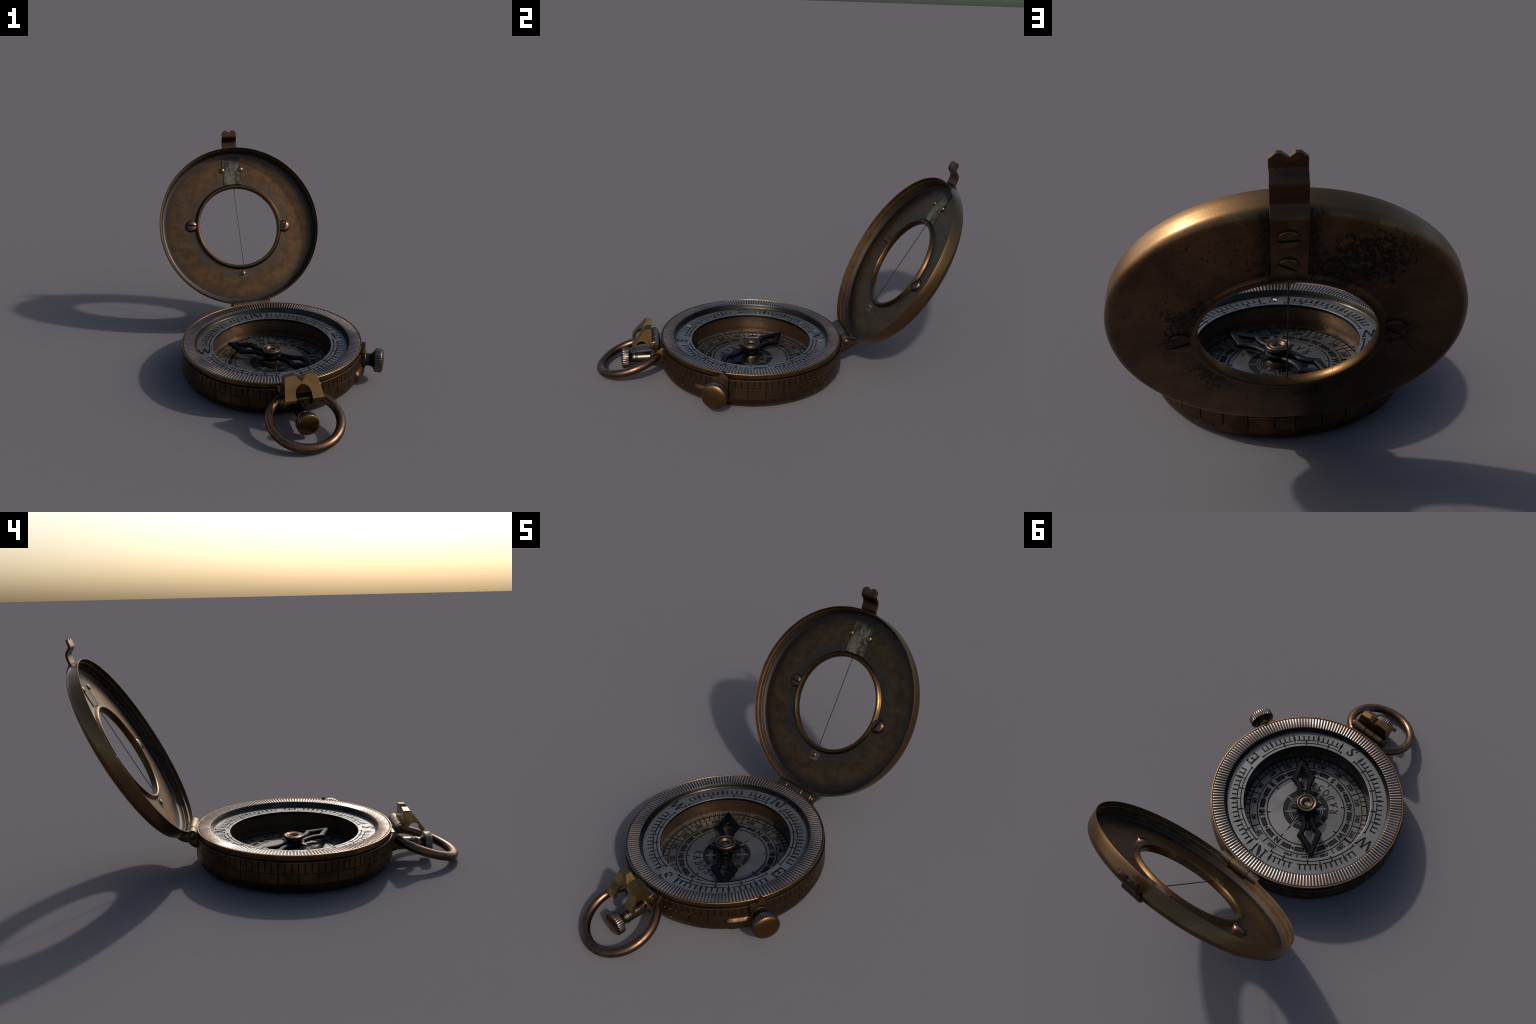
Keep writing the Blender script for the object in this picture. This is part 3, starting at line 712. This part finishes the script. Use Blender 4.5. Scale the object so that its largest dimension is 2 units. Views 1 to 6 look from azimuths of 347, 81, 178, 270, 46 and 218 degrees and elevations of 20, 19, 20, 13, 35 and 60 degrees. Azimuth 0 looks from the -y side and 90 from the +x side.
# ---------------- lid
PY, PZ = .4030, .1820                              # hinge pin
def build_lid():
    back = -.0838; rc, ac, R = .0311, .0354, .5173
    prof, pm = [], []
    def add(r, w, m): prof.append((r, w)); pm.append(m)
    add(.5148, .0008, 0); add(.5166, .0004, 1); add(R, -.0012, 1); add(R, -.025, 1)
    for k in range(10):
        q = pi / 2 * k / 9; add(R - rc + rc * cos(q), back + ac - ac * sin(q), 1)
    for r in (.46, .42, .38, .34, .305): add(r, back, 1)
    for r, w, m in ((.288, back, 1), (.2845, -.0862, 1), (.2800, -.0925, 1), (.2730, -.0945, 2), (.2650, -.0942, 2), (.2595, -.0915, 2), (.2572, -.0870, 2)): add(r, w, m)
    for r, w in ((.2572, -.0660), (.2600, -.0598), (.2655, -.0562), (.2725, -.0562), (.2785, -.0605), (.2825, -.0685), (.2850, -.0713)): add(r, w, 2)
    for r in (.2862, .292, .305): add(r, -.0715, 0)
    for r in (.34, .38, .42, .46, .480): add(r, -.0715, 0)
    for k in range(1, 7):
        q = pi / 2 * k / 6; add(.480 + .0245 * sin(q), -.0470 - .0245 * cos(q), 0)
    for r, w in ((.5062, -.0455), (.5066, -.0250), (.5082, -.0232), (.5108, -.0222), (.5126, -.0205), (.5133, -.0012)): add(r, w, 0)
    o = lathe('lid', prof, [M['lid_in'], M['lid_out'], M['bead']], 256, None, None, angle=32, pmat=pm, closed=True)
    # notch for the middle hinge knuckle (worked in lid space)
    inv = LID.inverted()
    t = lathe('tool', [(0, -.0945), (.0385, -.0945), (.0385, .0165), (0, .0165)], M['lid_in'], 40, angle=None)
    t.data.transform(inv @ frame((0, PY, PZ), (1, 0, 0)))
    cut(o, t)
    finish(o, LID, root, angle=32)
    return o
lid = build_lid()
def on_lid(u, v, w, back=False): return LID @ (Matrix.Translation((u, v, w)) @ (Matrix.Rotation(pi, 4, 'Y') if back else Matrix.Identity(4)))

slotted_head('lid_screw', .0385, .0195, on_lid(.3015, -.0240, -.0715), lid, M['screw'], 63, .0115, .008)
slotted_head('lid_screw', .0385, .0195, on_lid(-.3100, .0270, -.0715), lid, M['screw'], -6, .0115, .008)
slotted_head('lid_screw', .0400, .0120, on_lid(.3020, -.0110, -.0830, True), lid, M['back_screw'], 25, .009, .005, .0075)
slotted_head('lid_screw', .0400, .0120, on_lid(-.2990, .0160, -.0830, True), lid, M['back_screw'], -35, .009, .005, .0075)
v, f = prism([(-.0625, .2845), (.0605, .2845), (.0610, .4760), (-.0620, .4745)], -.0730, -.0678)
tin = obj('tin_patch', v, f, M['patch']); bevel(tin, .0012, 1, 40); finish(tin, LID, lid)
v, f = prism([(-.0365, -.3420), (.0195, -.3410), (.0215, -.2885), (-.0345, -.2880)], -.0730, -.0690)
tab = obj('wire_tab', v, f, M['patch']); bevel(tab, .001, 1, 40); finish(tab, LID, lid)
rivet('rivet', .0158, .0115, on_lid(-.0640, .3840, -.0690), lid, M['rivet'])
rivet('rivet', .0158, .0115, on_lid(.0600, .3845, -.0690), lid, M['rivet_pale'])
rivet('rivet', .0145, .0085, on_lid(-.0105, -.3120, -.0690), lid, M['rivet'])
lathe('sighting_wire', [(.0022, 0), (.0022, .520)], M['wire'], 12, LID @ frame((0, -.260, -.0705), (0, 1, 0), (1, 0, 0)), lid, angle=60)

# ---------------- catch strap over the lid: screwed flat behind, bent over the edge, forked tip
def build_clip():
    path = [Vector(p) for p in ((.2930, -.0890), (.35, -.0890), (.42, -.0890), (.470, -.0895), (.488, -.0900), (.4985, -.0865), (.508, -.0745), (.5165, -.0625), (.5255, -.0555), (.540, -.0530), (.556, -.0495),
                                (.571, -.0430), (.5800, -.0325), (.5860, -.0205), (.5925, -.0110), (.602, -.0075))]
    P = spline(path, 5); th = .0062
    us = [-.0475, -.0465, -.040, -.031, -.0265, -.0165, -.010, 0, .010, .0165, .0265, .031, .040, .0465, .0475]
    def top(u):
        a = abs(u)
        return .6215 + (.0135 * (a / .0165) if a < .0165 else .0135 if a < .0295 else .0135 - .0150 * (a - .0295) / .018)
    rows = []
    for i, p in enumerate(P): rows.append([(u, p) for u in us])
    for t in (.25, .5, .75, 1.0):
        row = []
        for u in us:
            L = top(u) - .602; row.append((u, Vector((.602 + L * t, -.0075 + .165 * L * t))))
        rows.append(row)
    V, F = [], []; nu = len(us)
    nrm = []
    for i, row in enumerate(rows):
        a = rows[max(i - 1, 0)][nu // 2][1]; b = rows[min(i + 1, len(rows) - 1)][nu // 2][1]; d = (b - a).normalized(); nrm.append(Vector((-d.y, d.x)))
    for s in (1, -1):
        for row, n_ in zip(rows, nrm):
            for u, p in row:
                ins = .0012 if abs(u) > .047 else 0
                V.append((u, p.x + n_.x * s * (th - ins), p.y + n_.y * s * (th - ins)))
    nr = len(rows); off = nr * nu
    for i in range(nr - 1):
        for k in range(nu - 1):
            q = (i * nu + k, i * nu + k + 1, (i + 1) * nu + k + 1, (i + 1) * nu + k); F += [q, tuple(off + x for x in q)]
        for k in (0, nu - 1): F.append((i * nu + k, (i + 1) * nu + k, off + (i + 1) * nu + k, off + i * nu + k))
    for k in range(nu - 1):
        for i in (0, nr - 1): F.append((i * nu + k, i * nu + k + 1, off + i * nu + k + 1, off + i * nu + k))
    return obj('catch_strap', V, F, M['clip'], LID, lid, angle=38)
strap = build_clip()
slotted_head('strap_screw', .0290, .0080, on_lid(.0025, .4380, -.0950, True), lid, M['clip_screw'], 3, .0080, .0035, .0058)
slotted_head('strap_screw', .0290, .0080, on_lid(.0025, .3345, -.0950, True), lid, M['clip_screw'], -32, .0080, .0035, .0058)

# ---------------- hinge between case and lid
def build_hinge():
    def cyl(name, x0, x1, r, par, mat):
        L = x1 - x0
        return lathe(name, [(0, 0), (r - .0015, 0), (r, .0015), (r, L - .0015), (r - .0015, L), (0, L)], mat, 44, XR(x0, PY, PZ), par, angle=30)
    mid = cyl('hinge_knuckle', -.0925, .0145, .0335, root, M['hinge'])
    side = cyl('hinge_knuckle', .0155, .0810, .0315, mid, M['hinge']); cyl('hinge_knuckle', -.1585, -.0935, .0315, mid, M['hinge'])
    for x, d in ((.0805, 1), (-.158, -1)):
        rivet('hinge_pin', .0195, .012, frame((x, PY, PZ), (d, 0, 0)), mid, M['hinge'])
    # case leaf: from the rim over the middle knuckle, and a rounded foot below the pin
    yz_plate('hinge_leaf', [(.3795, .1850), (.3800, .2030), (.387, .2100), (.398, .2152), (.412, .2150), (.403, .185)], -.0922, .0142, M['hinge'], mid)
    foot = [(.372, .182), (.372, .121), (.3835, .1205), (.396, .1250), (.408, .1335), (.418, .1440), (.425, .1560), (.420, .180)]
    yz_plate('hinge_leaf', foot, -.1580, .0805, M['hinge'], mid)
    # lid leaves: cheeks curving from the pin under the lid wall
    cheek = [(.384, .196), (.392, .2085), (.403, .2125), (.4090, .2065), (.4145, .2035), (.4310, .1940), (.4480, .1845), (.4720, .1795), (.4810, .1760), (.473, .1685), (.459, .1585), (.447, .1535), (.437, .1505), (.4225, .1490), (.405, .1508), (.390, .1560), (.376, .166)]
    yz_plate('hinge_leaf', cheek, .0155, .0800, M['hinge'], mid); yz_plate('hinge_leaf', cheek, -.1575, -.0935, M['hinge'], mid)
build_hinge()

settle()
